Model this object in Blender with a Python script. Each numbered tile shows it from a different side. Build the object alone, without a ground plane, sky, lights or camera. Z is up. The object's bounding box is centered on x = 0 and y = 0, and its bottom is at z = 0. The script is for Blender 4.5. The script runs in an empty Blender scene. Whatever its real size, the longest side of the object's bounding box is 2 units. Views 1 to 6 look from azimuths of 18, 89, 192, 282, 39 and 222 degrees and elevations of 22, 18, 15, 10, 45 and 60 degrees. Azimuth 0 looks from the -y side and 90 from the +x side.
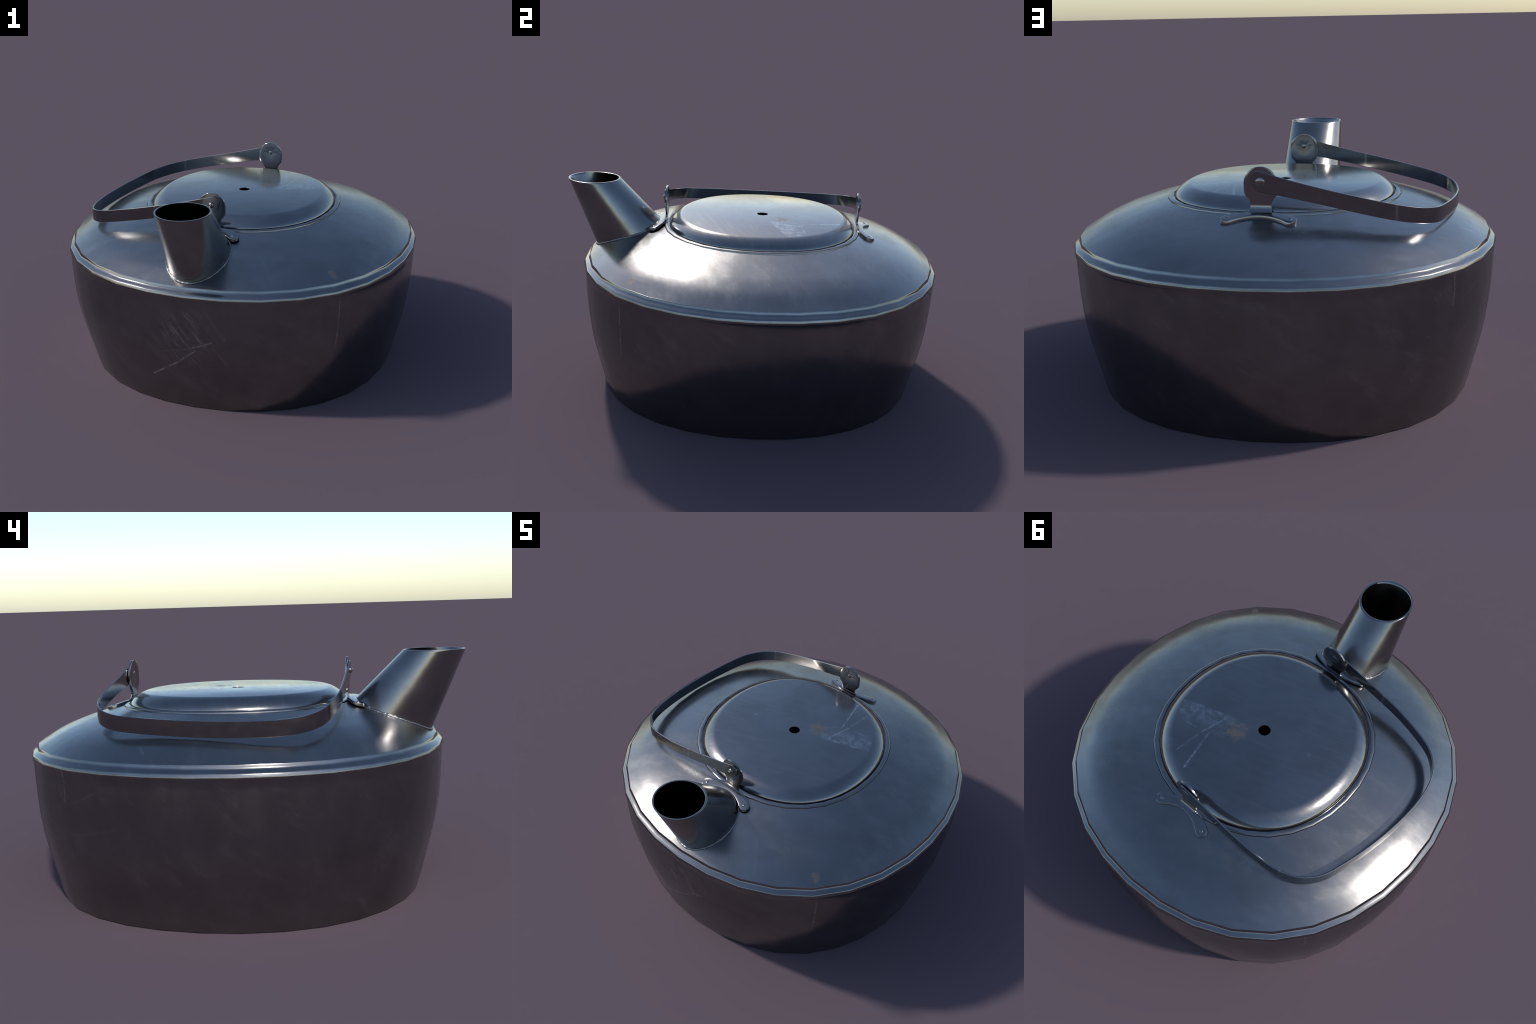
"""Squat worn-steel camping kettle: polygonal pot, domed shoulder, flat lid with
a steam hole, straight conical spout and a strap bail handle folded to one side."""
import bpy, bmesh, math, random
from mathutils import Vector

random.seed(7)
CY = 0.0485            # the pot's axis stands at x = 0, y = CY
SEG = 32               # the pot is a 32-sided turned shape
SQUARE = 0.0145        # slight four-cornered swelling of every ring
TAU = math.tau


def swell(a):
    return 1.0 + SQUARE * (1.0 - math.cos(4.0 * a))


# ------------------------------------------------------------------ helpers
def spline(xs, ys):
    """Smooth interpolating curve through a few control points."""
    n = len(xs)
    h = [xs[i + 1] - xs[i] for i in range(n - 1)]
    s = [(ys[i + 1] - ys[i]) / h[i] for i in range(n - 1)]
    m = [s[0]] + [(s[i - 1] * h[i] + s[i] * h[i - 1]) / (h[i - 1] + h[i]) for i in range(1, n - 1)] + [s[-1]]
    m[0] = 1.5 * s[0] - 0.5 * m[1]
    m[-1] = 1.5 * s[-1] - 0.5 * m[-2]

    def f(x):
        i = 0
        while i < n - 2 and x > xs[i + 1]:
            i += 1
        t = (x - xs[i]) / h[i]
        a = 2 * t ** 3 - 3 * t ** 2 + 1
        b = t ** 3 - 2 * t ** 2 + t
        c = -2 * t ** 3 + 3 * t ** 2
        d = t ** 3 - t ** 2
        return a * ys[i] + b * h[i] * m[i] + c * ys[i + 1] + d * h[i] * m[i + 1]
    return f


def link(name, mesh, parent, material, smooth=None):
    ob = bpy.data.objects.new(name, mesh)
    bpy.context.scene.collection.objects.link(ob)
    ob.parent = parent
    if material and not mesh.materials:
        mesh.materials.append(material)
    if smooth is not None:
        soften(mesh, smooth)
    return ob


def soften(mesh, degrees):
    for p in mesh.polygons:
        p.use_smooth = True
    mesh.set_sharp_from_angle(angle=math.radians(degrees))


def mesh_from(name, verts, faces):
    me = bpy.data.meshes.new(name)
    me.from_pydata(verts, [], faces)
    bm = bmesh.new()
    bm.from_mesh(me)
    bmesh.ops.remove_doubles(bm, verts=bm.verts, dist=1e-6)
    bmesh.ops.recalc_face_normals(bm, faces=bm.faces)
    bm.to_mesh(me)
    bm.free()
    return me


def turned(name, profile, closed=True, seg=SEG, square=True):
    """Turn a (radius, height) profile about the pot's axis."""
    verts, faces, n = [], [], len(profile)
    for r, z in profile:
        for k in range(seg):
            a = TAU * k / seg
            rr = r * (swell(a) if square else 1.0)
            verts.append((rr * math.cos(a), CY + rr * math.sin(a), z))
    for i in range(n if closed else n - 1):
        j = (i + 1) % n
        for k in range(seg):
            l = (k + 1) % seg
            faces.append((i * seg + k, i * seg + l, j * seg + l, j * seg + k))
    return mesh_from(name, verts, faces)


def stitched_rings(name, rings, closed=True):
    """Skin a list of equally long vertex rings (each ring is a loop)."""
    verts = [v for r in rings for v in r]
    m, n, faces = len(rings[0]), len(rings), []
    for i in range(n if closed else n - 1):
        j = (i + 1) % n
        for k in range(m):
            l = (k + 1) % m
            faces.append((i * m + k, i * m + l, j * m + l, j * m + k))
    if not closed:
        faces.append(tuple(range(m)))
        faces.append(tuple((n - 1) * m + k for k in range(m)))
    return mesh_from(name, verts, faces)


# ------------------------------------------------------------------ materials
class Nodes:
    """Small writer for node trees."""

    def __init__(self, name):
        self.mat = bpy.data.materials.new(name)
        self.mat.use_nodes = True
        self.t = self.mat.node_tree
        self.b = self.t.nodes["Principled BSDF"]
        self.coord = self.add("ShaderNodeTexCoord").outputs["Object"]

    def add(self, kind, **props):
        n = self.t.nodes.new(kind)
        for k, v in props.items():
            setattr(n, k, v)
        return n

    def put(self, sock, v):
        if isinstance(v, bpy.types.NodeSocket):
            self.t.links.new(v, sock)
        else:
            if sock.type == "RGBA" and len(v) == 3:
                v = (*v, 1.0)
            sock.default_value = v

    def math(self, op, a, b=0.0, clamp=False):
        n = self.add("ShaderNodeMath", operation=op, use_clamp=clamp)
        self.put(n.inputs[0], a)
        self.put(n.inputs[1], b)
        return n.outputs[0]

    def vec(self, op, a, b=(0, 0, 0), out=0):
        n = self.add("ShaderNodeVectorMath", operation=op)
        self.put(n.inputs[0], a)
        self.put(n.inputs[1], b)
        return n.outputs[out]

    def scaled(self, a, s):
        n = self.add("ShaderNodeVectorMath", operation="SCALE")
        self.put(n.inputs[0], a)
        self.put(n.inputs["Scale"], s)
        return n.outputs[0]

    def noise(self, vec, scale, detail=3.0, rough=0.55, stretch=None, turn=(0, 0, 0)):
        if stretch:
            m = self.add("ShaderNodeMapping")
            self.put(m.inputs["Vector"], vec)
            m.vector_type = "TEXTURE"           # turn first, then stretch along the turned axes
            m.inputs["Rotation"].default_value = turn
            m.inputs["Scale"].default_value = tuple(1.0 / k for k in stretch)
            vec = m.outputs[0]
        n = self.add("ShaderNodeTexNoise")
        self.put(n.inputs["Vector"], vec)
        n.inputs["Scale"].default_value = scale
        n.inputs["Detail"].default_value = detail
        n.inputs["Roughness"].default_value = rough
        return n.outputs[0]

    def ramp(self, v, a, b, lo=0.0, hi=1.0):
        n = self.add("ShaderNodeMapRange", interpolation_type="SMOOTHSTEP")
        self.put(n.inputs["Value"], v)
        for k, x in zip(("From Min", "From Max", "To Min", "To Max"), (a, b, lo, hi)):
            n.inputs[k].default_value = x
        return n.outputs[0]

    def mix(self, f, a, b):
        n = self.add("ShaderNodeMix", data_type="RGBA")
        self.put(n.inputs[0], f)
        self.put(n.inputs[6], a)
        self.put(n.inputs[7], b)
        return n.outputs[2]

    def stroke(self, p, a, b, width, strength=1.0):
        """Mask of a straight scratch from a to b in the plane of p."""
        a, b = Vector((a[0], a[1], 0)), Vector((b[0], b[1], 0))
        d = b - a
        q = self.vec("SUBTRACT", p, tuple(a))
        t = self.math("MULTIPLY", self.vec("DOT_PRODUCT", q, tuple(d), 1), 1.0 / d.length_squared, clamp=True)
        off = self.vec("SUBTRACT", q, self.scaled(tuple(d), t))
        return self.ramp(self.vec("LENGTH", off, out=1), width * 1.25, 0.0, 0.0, strength)

    def spot(self, p, c, radius, strength=1.0):
        q = self.vec("DISTANCE", p, (c[0], c[1], 0), 1)
        return self.ramp(q, radius, radius * 0.1, 0.0, strength)

    def top(self, masks):
        out = masks[0]
        for m in masks[1:]:
            out = self.math("MAXIMUM", out, m)
        return out

    def plan(self):
        return self.vec("MULTIPLY", self.coord, (1, 1, 0))

    def unrolled(self):
        """Arc length round the wall, and height."""
        s = self.add("ShaderNodeSeparateXYZ")
        self.put(s.inputs[0], self.coord)
        a = self.math("ARCTAN2", self.math("SUBTRACT", s.outputs[1], CY), s.outputs[0])
        c = self.add("ShaderNodeCombineXYZ")
        self.put(c.inputs[0], self.math("MULTIPLY", a, 0.92))
        self.put(c.inputs[1], s.outputs[2])
        return c.outputs[0]


STEEL = (0.278, 0.272, 0.268)
WORN = (0.62, 0.62, 0.62)
RUST = (0.115, 0.075, 0.05)


def steel(name, rough=0.24, marks=None, rust=None, streak=(3, 3, 14), turn=(0, 0, 0), bump=0.02, bump_scale=9.0,
          base=STEEL, spread=0.035, lines=0.3):
    n = Nodes(name)
    clouds = n.noise(n.coord, 4.5, 4.0, 0.6)
    brushed = n.noise(n.coord, 5.0, 4.0, 0.65, streak, turn)
    col = n.mix(n.ramp(clouds, 0.35, 0.72), base, tuple(c * 0.82 for c in base))
    col = n.mix(n.ramp(brushed, 0.45, 0.8, 0.0, lines), col, tuple(c * 1.3 for c in base))
    r = n.math("ADD", n.ramp(brushed, 0.3, 0.75, -spread, spread), rough)
    r = n.math("ADD", r, n.ramp(clouds, 0.3, 0.7, -0.03, 0.045))
    if marks:
        m = marks(n)
        col = n.mix(m, col, WORN)
        r = n.math("ADD", r, n.math("MULTIPLY", m, 0.22))
    metal = 1.0
    if rust:
        k = rust(n)
        col = n.mix(k, col, RUST)
        r = n.math("ADD", r, n.math("MULTIPLY", k, 0.3))
        metal = n.math("SUBTRACT", 1.0, n.math("MULTIPLY", k, 0.55))
    n.put(n.b.inputs["Base Color"], col)
    n.put(n.b.inputs["Roughness"], r)
    n.put(n.b.inputs["Metallic"], metal)
    if bump:
        bn = n.add("ShaderNodeBump")
        bn.inputs["Strength"].default_value = bump
        bn.inputs["Distance"].default_value = 0.02
        n.put(bn.inputs["Height"], n.noise(n.coord, bump_scale, 3.0, 0.5, streak, turn))
        n.put(n.b.inputs["Normal"], bn.outputs[0])
    return n.mat


def wall_marks(n):
    p = n.unrolled()
    k = math.radians(1) * 0.92
    grain = n.noise(n.coord, 30, 3.0, 0.7)
    broken = n.ramp(grain, 0.35, 0.6, 0.15, 1.0)
    lines = n.top([
        n.stroke(p, (-103 * k, 0.178), (-93.9 * k, 0.276), 0.0065, 0.85),
        n.stroke(p, (-93.9 * k, 0.276), (-87 * k, 0.367), 0.006, 0.60),
        n.stroke(p, (-88 * k, 0.381), (-82 * k, 0.42), 0.006, 0.65),
        n.stroke(p, (-84 * k, 0.60), (-78 * k, 0.44), 0.012, 0.12),
        n.stroke(p, (-82 * k, 0.40), (-77 * k, 0.29), 0.010, 0.12),
        n.stroke(p, (-100 * k, 0.327), (-88 * k, 0.378), 0.005, 0.25),
        n.stroke(p, (-43.8 * k, 0.638), (-44.0 * k, 0.47), 0.005, 0.40),
        n.stroke(p, (-44.0 * k, 0.47), (-44.3 * k, 0.35), 0.007, 0.45),
        n.stroke(p, (143.6 * k, 0.645), (144.1 * k, 0.578), 0.005, 0.45),
        n.stroke(p, (144.1 * k, 0.578), (143.8 * k, 0.513), 0.005, 0.40),
        n.stroke(p, (147.2 * k, 0.516), (159 * k, 0.594), 0.006, 0.14),
        n.stroke(p, (147 * k, 0.378), (160 * k, 0.425), 0.008, 0.12),
        n.stroke(p, (-92.7 * k, 0.462), (-90.5 * k, 0.41), 0.006, 0.55),
        n.stroke(p, (-89 * k, 0.57), (-87.2 * k, 0.54), 0.008, 0.60),
    ])
    scuff = n.top([n.stroke(p, (-88.8 * k, 0.56), (-84.5 * k, 0.42), 0.05, 0.70),
                   n.spot(p, (-92 * k, 0.41), 0.23, 0.5),
                   n.stroke(p, (138 * k, 0.57), (143 * k, 0.535), 0.03, 0.25)])
    fine = n.noise(p, 22, 4.0, 0.7, (0.30, 2.4, 1), (0, 0, math.radians(-54)))
    scuff = n.math("MULTIPLY", scuff, n.ramp(fine, 0.46, 0.72))
    specks = n.math("MULTIPLY", n.ramp(n.noise(n.coord, 42, 2.0, 0.5), 0.72, 0.80), 0.20)
    haze = n.math("MULTIPLY", n.ramp(n.noise(p, 6, 5.0, 0.75, (0.6, 1.6, 1), (0, 0, math.radians(-35))), 0.50, 0.85), 0.25)
    return n.top([n.math("MULTIPLY", lines, broken), scuff, specks, haze])


def lid_marks(n):
    p = n.plan()
    grain = n.noise(n.coord, 34, 3.0, 0.7)
    broken = n.ramp(grain, 0.35, 0.65, 0.2, 1.0)
    lines = n.top([
        n.stroke(p, (0.142, 0.454), (0.165, 0.35), 0.0075, 0.75),
        n.stroke(p, (0.165, 0.35), (0.189, 0.241), 0.007, 0.55),
        n.stroke(p, (0.218, 0.257), (0.186, 0.126), 0.007, 0.60),
        n.stroke(p, (0.237, 0.41), (0.222, 0.28), 0.006, 0.35),
        n.stroke(p, (0.341, 0.268), (0.264, 0.259), 0.009, 0.45),
        n.spot(p, (-0.25, 0.008), 0.02, 0.16),
    ])
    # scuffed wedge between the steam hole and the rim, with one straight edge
    side = n.math("SUBTRACT", n.vec("DOT_PRODUCT", p, (-0.316, 0.949, 0), 1), 0.0355)
    near = n.ramp(side, -0.001, 0.002)
    fade = n.ramp(side, 0.0, 0.16, 1.0, 0.0)
    reach = n.ramp(n.vec("DOT_PRODUCT", p, (0.949, 0.316, 0), 1), 0.10, 0.30)
    inside = n.ramp(n.vec("DISTANCE", p, (0, CY, 0), 1), 0.437, 0.432)
    cloud = n.ramp(n.noise(n.coord, 22, 5.0, 0.7), 0.38, 0.72, 0.08, 1.0)
    w = near
    for f in (fade, reach, inside, cloud):
        w = n.math("MULTIPLY", w, f)
    w = n.math("MULTIPLY", w, 0.75)
    return n.top([n.math("MULTIPLY", lines, broken), w])


def rust_at(c, radius, strength):
    def f(n):
        p = n.plan()
        warp = n.noise(n.coord, 24, 3.0, 0.6)
        d = n.math("ADD", n.vec("DISTANCE", p, (c[0], c[1], 0), 1), n.math("MULTIPLY", n.math("SUBTRACT", warp, 0.5), radius * 2.2))
        body = n.ramp(d, radius, radius * 0.15)
        g = n.ramp(n.noise(n.coord, 70, 3.0, 0.7), 0.36, 0.60, 0.25, 1.0)
        return n.math("MULTIPLY", n.math("MULTIPLY", body, g), strength)
    return f


def handle_marks(n):
    """Pale creases where the strap was bent."""
    p = n.plan()
    return n.top([n.spot(p, (-0.312, -0.477), 0.010, 0.30), n.spot(p, (-0.546, 0.541), 0.010, 0.30),
                  n.spot(p, (-0.50, -0.462), 0.008, 0.10), n.spot(p, (-0.24, 0.571), 0.008, 0.10)])


def shoulder_marks(n):
    p = n.plan()
    lines = n.top([
        n.stroke(p, (-0.846, 0.25), (-0.80, 0.28), 0.006, 0.22),
        n.stroke(p, (0.30, -0.62), (0.40, -0.76), 0.014, 0.05),
    ])
    stains = n.math("MULTIPLY", n.ramp(n.noise(n.coord, 8, 5.0, 0.75, (1, 2.4, 1), (0, 0, math.radians(25))), 0.50, 0.95), 0.16)
    return n.top([lines, stains])


M_WALL = steel("dark_worn_steel", 0.205, wall_marks, None, (1.6, 1.6, 0.8), bump=0.0, spread=0.02,
               base=(0.245, 0.24, 0.236))
M_SHOULDER = steel("rubbed_steel", 0.235, shoulder_marks, rust_at((0.656, -0.575), 0.028, 0.78), (1, 1.9, 1),
                   (0, 0, math.radians(20)), bump=0.013, bump_scale=7, spread=0.03)
M_LID = steel("scuffed_lid_steel", 0.18, lid_marks, rust_at((0.10, 0.15), 0.060, 0.78), (1.2, 9, 2),
              (0, 0, math.radians(18)), bump=0.003, bump_scale=4, spread=0.02, lines=0.28)
M_RIM = steel("rim_steel", 0.15, None, None, (2, 2, 2), bump=0.0, spread=0.02)
M_SPOUT = steel("spout_steel", 0.20, None, None, (2, 1, 1), bump=0.09, bump_scale=3.5)
M_HANDLE = steel("handle_steel", 0.15, handle_marks, None, (1, 4, 5), bump=0.0, spread=0.02,
                 base=(0.236, 0.233, 0.232))
M_FITTING = steel("fitting_steel", 0.19, None, None, (2, 2, 2), bump=0.0)
M_WELD = steel("weld_steel", 0.25, None, None, (1, 1, 1), bump=0.25, bump_scale=50)

# ------------------------------------------------------------------ the kettle
kettle = bpy.data.objects.new("kettle", None)
bpy.context.scene.collection.objects.link(kettle)
kettle["label"] = "squat worn steel camping kettle with conical spout and strap handle"
kettle["category"] = "kettle"

# pot body: flat bottom, wall swelling to a small lip under the shoulder band
wall_z = [0.0, 0.05, 0.10, 0.16, 0.25, 0.37, 0.50, 0.60, 0.628]
wall_r = [0.8455, 0.8600, 0.8715, 0.8865, 0.909, 0.9305, 0.9415, 0.9450, 0.9455]
wall = spline(wall_z, wall_r)
levels = [0.0, 0.025, 0.05, 0.085, 0.12, 0.16, 0.21, 0.27, 0.33, 0.40, 0.48, 0.56, 0.60, 0.628]
outer = [(wall(z), z) for z in levels] + [(0.9490, 0.638), (0.9512, 0.646), (0.9510, 0.652), (0.9492, 0.657)]
inner = [(0.936, 0.657), (0.931, 0.60), (0.926, 0.48), (0.897, 0.25), (0.862, 0.10), (0.836, 0.012)]
pot = turned("pot_body", outer + inner, closed=False)
bm = bmesh.new()
bm.from_mesh(pot)
for z0 in (0.0, 0.012):
    ring = [v for v in bm.verts if abs(v.co.z - z0) < 1e-4]
    ring.sort(key=lambda v: math.atan2(v.co.y - CY, v.co.x))
    f = bm.faces.new(ring)
bmesh.ops.recalc_face_normals(bm, faces=bm.faces)
bm.to_mesh(pot)
bm.free()
link("pot_body", pot, kettle, M_WALL, 32)

# bevelled band between wall and shoulder
band = [(0.9492, 0.657), (0.9483, 0.6605), (0.9468, 0.6640), (0.9440, 0.6667), (0.9355, 0.6718), (0.9285, 0.6762),
        (0.9256, 0.6790), (0.9236, 0.6828), (0.9222, 0.6872), (0.9210, 0.6915), (0.9196, 0.6945), (0.9100, 0.6930),
        (0.936, 0.657)]
link("rim_band", turned("rim_band", band), kettle, M_RIM, 62)

# shoulder: shallow dome from the band to the lid collar
dome = spline([0.530, 0.60, 0.68, 0.76, 0.84, 0.89, 0.9195], [0.8435, 0.8246, 0.8018, 0.7763, 0.7415, 0.7120, 0.6940])
radii = [0.9195 - (0.9195 - 0.530) * i / 16 for i in range(17)]
shell = [(0.9150, 0.680)] + [(r, dome(r)) for r in radii]
shell += [(0.5288, 0.8412), (0.5272, 0.8480), (0.5245, 0.8503), (0.516, 0.8522), (0.5085, 0.8532), (0.5065, 0.8522),
          (0.5062, 0.8430), (0.4900, 0.8425), (0.4890, 0.832)]
shell += [(r, dome(r) - 0.012) for r in (0.53, 0.60, 0.68, 0.76, 0.84, 0.895)] + [(0.905, 0.680)]
shoulder_me = turned("shoulder", shell)

# spout: straight cone with a level mouth, its foot trimmed to the dome
MOUTH = Vector((0.0, -0.8620, 1.0700))
MOUTH_RX, MOUTH_RY = 0.1340, 0.1380
FOOT_Y, FOOT_RX, FOOT_RY = -0.672, 0.154, 0.178
SP = 40


def on_dome(x, y):
    a = math.atan2(y - CY, x)
    return dome(math.hypot(x, y - CY) / swell(a))


def spout_ring(t, inset):
    """t = 0 at the foot on the dome, 1 at the mouth."""
    ring = []
    for k in range(SP):
        a = TAU * k / SP
        fx, fy = (FOOT_RX - inset) * math.cos(a), FOOT_Y + (FOOT_RY - inset) * math.sin(a)
        foot = Vector((fx, fy, on_dome(fx, fy)))
        lip = MOUTH + Vector(((MOUTH_RX - inset) * math.cos(a), (MOUTH_RY - inset) * math.sin(a), 0))
        ring.append(foot.lerp(lip, t))
    return ring


rings = [spout_ring(t, 0.0) for t in (-0.06, 0.0, 0.25, 0.5, 0.75, 0.97, 0.99)]
rings += [spout_ring(0.9985, 0.0008), spout_ring(1.0, 0.0024), spout_ring(1.0, 0.0070), spout_ring(0.9975, 0.0088)]
rings += [spout_ring(t, 0.0092) for t in (0.97, 0.7, 0.4, 0.1, -0.06)]
link("spout", stitched_rings("spout", rings), kettle, M_SPOUT, 50)

# opening in the shoulder under the spout, its edge hidden in the spout's wall
cut = link("cutter", stitched_rings("cutter", [spout_ring(t, 0.0038) for t in (-0.5, 0.0, 0.3)], closed=False), None, None)
shoulder = link("shoulder", shoulder_me, kettle, M_SHOULDER)
bo = shoulder.modifiers.new("spout_opening", "BOOLEAN")
bo.operation, bo.solver, bo.object = "DIFFERENCE", "EXACT", cut
dg = bpy.context.evaluated_depsgraph_get()
done = bpy.data.meshes.new_from_object(shoulder.evaluated_get(dg))
shoulder.modifiers.clear()
shoulder.data = done
done.name = "shoulder"
bpy.data.objects.remove(cut)
soften(done, 35)


def dome_normal(p):
    x, y = p.x, p.y - CY
    a, rho = math.atan2(y, x), math.hypot(x, y)
    s = swell(a)
    ds = 4.0 * SQUARE * math.sin(4.0 * a)
    r = min(max(rho / s, 0.531), 0.9185)
    slope = (dome(r + 0.001) - dome(r - 0.001)) / 0.002
    gx = math.cos(a) / s + math.sin(a) * ds / s ** 2
    gy = math.sin(a) / s - math.cos(a) * ds / s ** 2
    return Vector((-slope * gx, -slope * gy, 1.0)).normalized()


loop_normals = [Vector(n.vector) for n in done.corner_normals]
for poly in done.polygons:
    c = poly.center
    rc = math.hypot(c.x, c.y - CY) / swell(math.atan2(c.y - CY, c.x))
    n = dome_normal(c)
    if 0.5300 < rc < 0.9195 and poly.normal.dot(n) > 0.93:
        for li in poly.loop_indices:
            loop_normals[li] = dome_normal(done.vertices[done.loops[li].vertex_index].co)
done.normals_split_custom_set([tuple(v) for v in loop_normals])

# weld bead round the spout's foot
bead = []
for k in range(96):
    a = TAU * k / 96
    j = 1.0 + 0.35 * random.uniform(-1, 1)
    x, y = (FOOT_RX + 0.001) * math.cos(a), FOOT_Y + (FOOT_RY + 0.001) * math.sin(a)
    c = Vector((x, y, on_dome(x, y) + 0.001))
    out = Vector((math.cos(a), math.sin(a), 0))
    bead.append([c + (out * math.cos(b) + Vector((0, 0, 1)) * math.sin(b)) * 0.0060 * j
                 for b in (TAU * i / 8 for i in range(8))])
link("weld_bead", stitched_rings("weld_bead", bead), kettle, M_WELD, 60)

# lid: flat disc, rounded shoulder, steam hole in the middle
lid_profile = [(0.0284, 0.9025), (0.0284, 0.9045), (0.0292, 0.9062), (0.4285, 0.9050), (0.4405, 0.9018), (0.4540, 0.8960), (0.4680, 0.8876), (0.4800, 0.8785), (0.4890, 0.8698),
               (0.4950, 0.8620), (0.4985, 0.8550), (0.4995, 0.8500), (0.4980, 0.8445), (0.490, 0.8445), (0.482, 0.858),
               (0.46, 0.880), (0.43, 0.8945)]
link("lid", turned("lid", lid_profile, seg=64), kettle, M_LID, 28)

# ------------------------------------------------------------------ handle
PIVOT_Z, DROP = 0.9802, 0.2190            # the bail hangs 12 degrees below level
plan = [(0.042, 0.5715), (0.03, 0.5715), (0.015, 0.5715), (0.0, 0.5715), (-0.05, 0.5715), (-0.10, 0.5712), (-0.20, 0.5715), (-0.30, 0.571), (-0.42, 0.5645), (-0.52, 0.549),
        (-0.593, 0.520), (-0.646, 0.481), (-0.688, 0.424), (-0.713, 0.360), (-0.745, 0.220), (-0.766, 0.080),
        (-0.775, -0.030), (-0.777, -0.115), (-0.773, -0.190), (-0.762, -0.268), (-0.736, -0.340), (-0.701, -0.386),
        (-0.648, -0.427), (-0.569, -0.452), (-0.43, -0.4740), (-0.31, -0.4782), (-0.20, -0.4782), (-0.10, -0.4782), (-0.05, -0.4782),
        (0.0, -0.4782), (0.015, -0.4782), (0.03, -0.4782), (0.042, -0.4782)]


def half_width(x):
    if x > 0:
        return max(0.004, math.sqrt(max(0.0, 0.0425 ** 2 - x * x)))
    t = min(1.0, -x / 0.30)
    return 0.0425 + (0.0328 - 0.0425) * (1 - (1 - t) ** 2.2)


def curve_through(pts, per):
    out = []
    n = len(pts)
    for i in range(n - 1):
        p0, p1, p2, p3 = (Vector(pts[max(0, i - 1)]), Vector(pts[i]), Vector(pts[i + 1]), Vector(pts[min(n - 1, i + 2)]))
        for s in range(per):
            t = s / per
            out.append(0.5 * ((2 * p1) + (p2 - p0) * t + (2 * p0 - 5 * p1 + 4 * p2 - p3) * t * t + (3 * p1 - p0 - 3 * p2 + p3) * t ** 3))
    out.append(Vector(pts[-1]))
    return out


path = curve_through(plan, 2)
strap, THICK = [], 0.0042
for i, p in enumerate(path):
    d = (path[min(i + 1, len(path) - 1)] - path[max(i - 1, 0)]).normalized()
    o = Vector((-d.y, d.x))
    z, w = PIVOT_Z + p.x * DROP, half_width(p.x)
    e = min(0.0016, w * 0.3)
    ring = []
    for side, v in ((1, -1), (1.05, -0.5), (1.08, 0), (1.05, 0.5), (1, 1), (0.5, 1.06), (-0.5, 1.06), (-1, 1), (-1.05, 0.5),
                    (-1.08, 0), (-1.05, -0.5), (-1, -1), (-0.5, -1.06), (0.5, -1.06)):
        q = p + o * THICK * 0.82 * side
        ring.append(Vector((q.x, q.y, z + (math.copysign(w, v) if abs(v) > 1 else (w - e) * v))))
    strap.append(ring)
handle = link("carry_handle", stitched_rings("carry_handle", strap, closed=False), kettle, M_HANDLE, 35)


def dome_button(name, radius, height, flat=1.0):
    rings, m = [], 20
    for deg in (0, 18, 36, 54, 70, 82):
        t = math.radians(deg)
        rings.append([Vector((radius * math.cos(t) * math.cos(TAU * k / m), radius * math.cos(t) * math.sin(TAU * k / m),
                              height * math.sin(t) ** flat)) for k in range(m)])
    me = stitched_rings(name, [[v - Vector((0, 0, 0.006)) for v in rings[0]]] + rings, closed=False)
    soften(me, 50)
    me.materials.append(M_FITTING)
    return me


# ------------------------------------------------------------------ brackets
def bracket_upright():
    """Round-headed ear on a short neck; local +y points away from the lid, y = 0 is the inner face."""
    TH, NX = 0.0105, 26
    rows = []                                   # (y, z, half width, dish)
    for i in range(25):                         # head, from the top down
        t = math.pi * 0.5 * i / 24
        z = 0.972 + 0.070 * math.cos(t)
        rows.append((0.0, z, max(0.0015, 0.070 * math.sin(t)), True))
    for z, w in ((0.960, 0.0700), (0.945, 0.0692), (0.932, 0.0675), (0.922, 0.0635), (0.913, 0.0560), (0.904, 0.0490),
                 (0.895, 0.0445), (0.886, 0.0425)):
        rows.append((0.0, z, w, True))
    for deg in (15, 30, 45, 60, 75):            # bend outwards on to the saddle
        t = math.radians(deg)
        rows.append((0.026 * (1 - math.cos(t)), 0.886 - 0.034 * math.sin(t), 0.0425 + 0.006 * deg / 75, False))
    front, back = [], []
    for y, z, w, dish in rows:
        f, b = [], []
        for k in range(NX):
            x = w * (-1 + 2 * k / (NX - 1))
            dz = z - 0.980
            rho, phi = math.hypot(x, dz), math.atan2(dz, x)
            d = 0.0
            if dish and rho < 0.075:
                fall = max(0.0, 1 - rho / 0.062)
                d = 0.0024 * math.exp(-(rho / 0.024) ** 2) + 0.0013 * fall ** 0.5 * math.exp(-((rho - 0.03) / 0.016) ** 2) * (
                    abs(math.cos(4 * phi)) ** 0.6 - 0.6)
            edge = 0.0018 * max(0.0, (abs(2 * k / (NX - 1) - 1) - 0.8) / 0.2) ** 2
            f.append(Vector((x, y + d + edge, z)))
            b.append(Vector((x, y + TH + d * 0.6 - edge, z)))
        front.append(f)
        back.append(b)
    rings = [f + b[::-1] for f, b in zip(front, back)]
    return stitched_rings("ear", rings, closed=False)


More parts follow.
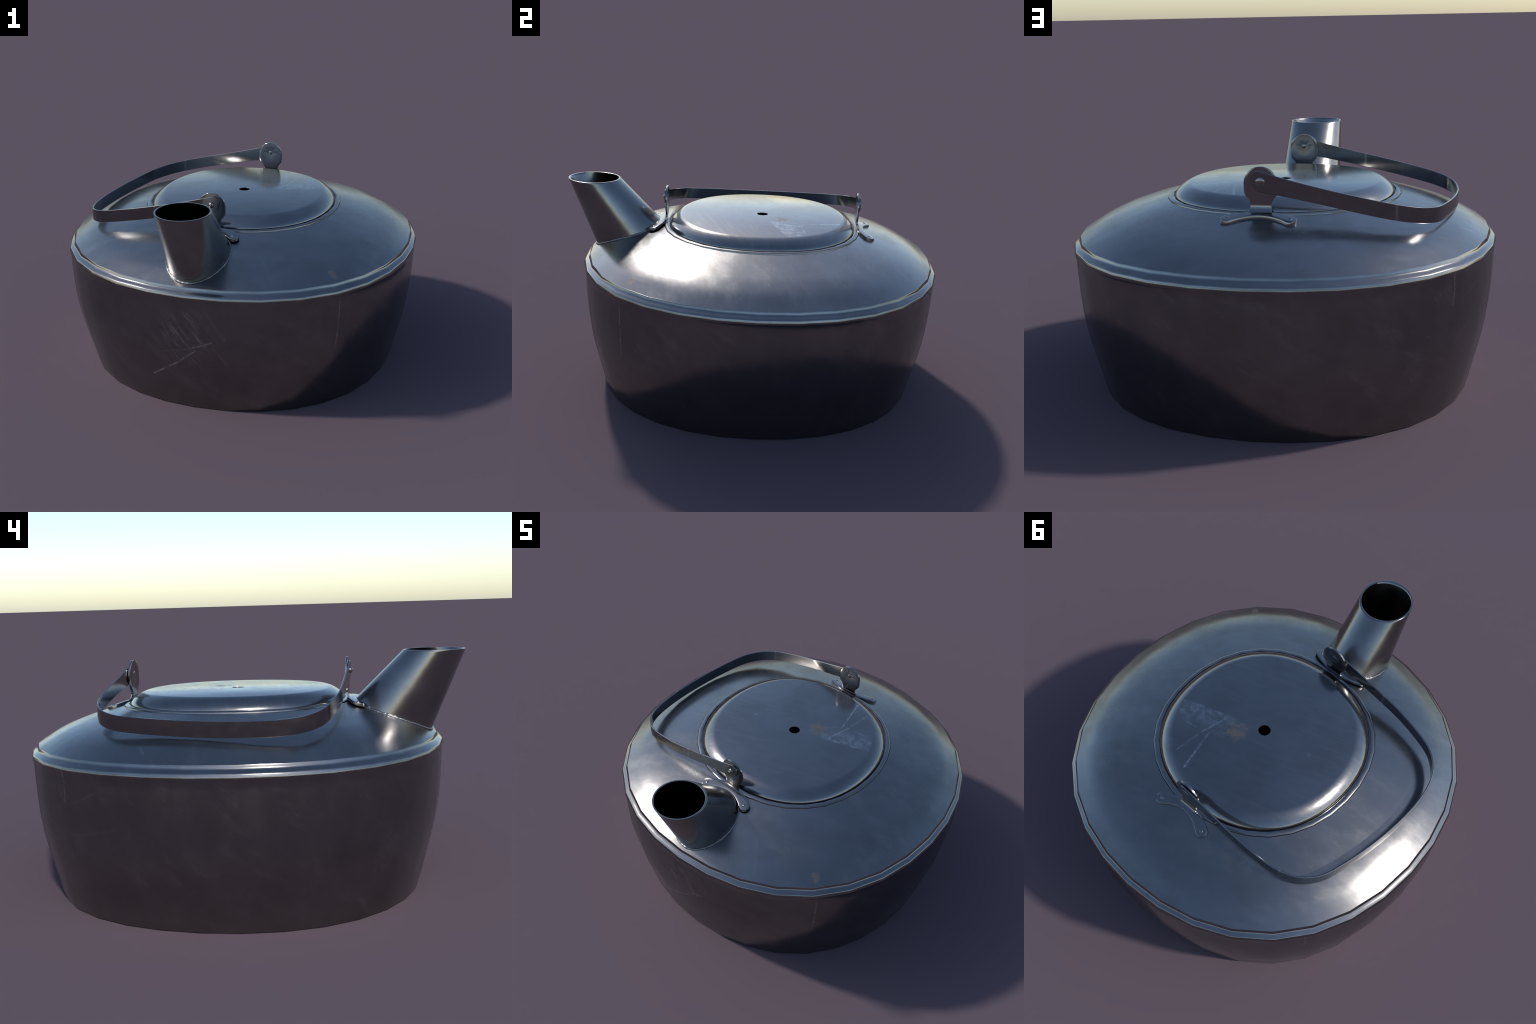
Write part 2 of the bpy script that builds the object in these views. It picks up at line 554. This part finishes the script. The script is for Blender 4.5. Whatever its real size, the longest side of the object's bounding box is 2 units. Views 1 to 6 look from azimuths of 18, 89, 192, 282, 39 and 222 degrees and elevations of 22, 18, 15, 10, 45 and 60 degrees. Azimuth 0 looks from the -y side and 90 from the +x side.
def saddle_plate():
    """Crescent foot lying on the shoulder; built in place at the back bracket."""
    def centre(u):
        return Vector((0.1315 * u, 0.580 + 0.041 * abs(u) ** 2.1))
    rings, n, R = [], 60, 0.0285
    for i in range(n + 1):
        s = -1.0 - R / 0.14 + (2.0 + 2 * R / 0.14) * i / n
        u = max(-1.0, min(1.0, s))
        d = (centre(min(1, u + 0.01)) - centre(max(-1, u - 0.01))).normalized()
        over = (abs(s) - abs(u)) * 0.14
        p = centre(u) + d * over * (1 if s > 0 else -1)
        w = 0.0215 + 0.007 * abs(u) ** 1.5
        w = math.sqrt(max(1e-6, w * w - min(over, R * 0.999) ** 2)) if over > 0 else w
        o = Vector((-d.y, d.x))
        ring = []
        for f, h in ((-1, 0.001), (-1, 0.012), (-0.96, 0.0142), (-0.88, 0.015), (-0.4, 0.0152), (0, 0.0152), (0.4, 0.0152),
                     (0.88, 0.015), (0.96, 0.0142), (1, 0.012), (1, 0.001), (0, 0.001)):
            q = p + o * w * f
            r = max(0.531, math.hypot(q.x, q.y - CY) / swell(math.atan2(q.y - CY, q.x)))
            ring.append(Vector((q.x, q.y, dome(r) + h)))
        rings.append(ring)
    return stitched_rings("saddle", rings, closed=False)


ear_me, saddle_me = bracket_upright(), saddle_plate()
soften(ear_me, 40)
soften(saddle_me, 40)
ear_me.materials.append(M_FITTING)
saddle_me.materials.append(M_FITTING)
small = dome_button("rivet", 0.0085, 0.0035)
large = dome_button("pivot_rivet", 0.0150, 0.0110)
flat = dome_button("pivot_washer", 0.0195, 0.0040)
inner_pin = dome_button("pivot_pin", 0.0120, 0.0022)

for turn in (0.0, math.pi):
    # the bracket's origin stands on the pot's axis; the front one is the back one turned half round
    br = link("handle_bracket", ear_me, kettle, M_FITTING)
    br.location = (0, CY if turn == 0 else CY - 0.005, 0)
    br.rotation_euler = (0, 0, turn)
    br.data = ear_me.copy()
    for v in br.data.vertices:
        v.co.y += 0.5075
    sd = link("bracket_foot", saddle_me, br, M_FITTING)
    sd.location = (0, -CY, -0.002 if turn == 0 else 0.004)
    for sx in (-1, 1):
        rv = link("rivet", small, br, M_FITTING)
        rx, ry = 0.130 * sx, 0.5725
        rr = math.hypot(rx, ry) / swell(math.atan2(ry, rx))
        rv.location = (rx, ry, dome(rr) + (0.0125 if turn == 0 else 0.0185))
        nn = dome_normal(Vector((rx, ry + CY, 0)))
        rv.rotation_mode = "QUATERNION"
        rv.rotation_quaternion = Vector((0, 0, 1)).rotation_difference(nn)
    pin = link("pivot_pin", inner_pin, br, M_FITTING)
    pin.location = (0, 0.5092, PIVOT_Z)
    pin.rotation_euler = (math.pi / 2, 0, 0)
    head = link("pivot_rivet", flat if turn == 0 else large, br, M_FITTING)
    head.location = (0, 0.5271 if turn == 0 else 0.5255, PIVOT_Z)
    head.rotation_euler = (-math.pi / 2, 0, 0)

for ob in list(bpy.data.meshes):
    if ob.users == 0:
        bpy.data.meshes.remove(ob)
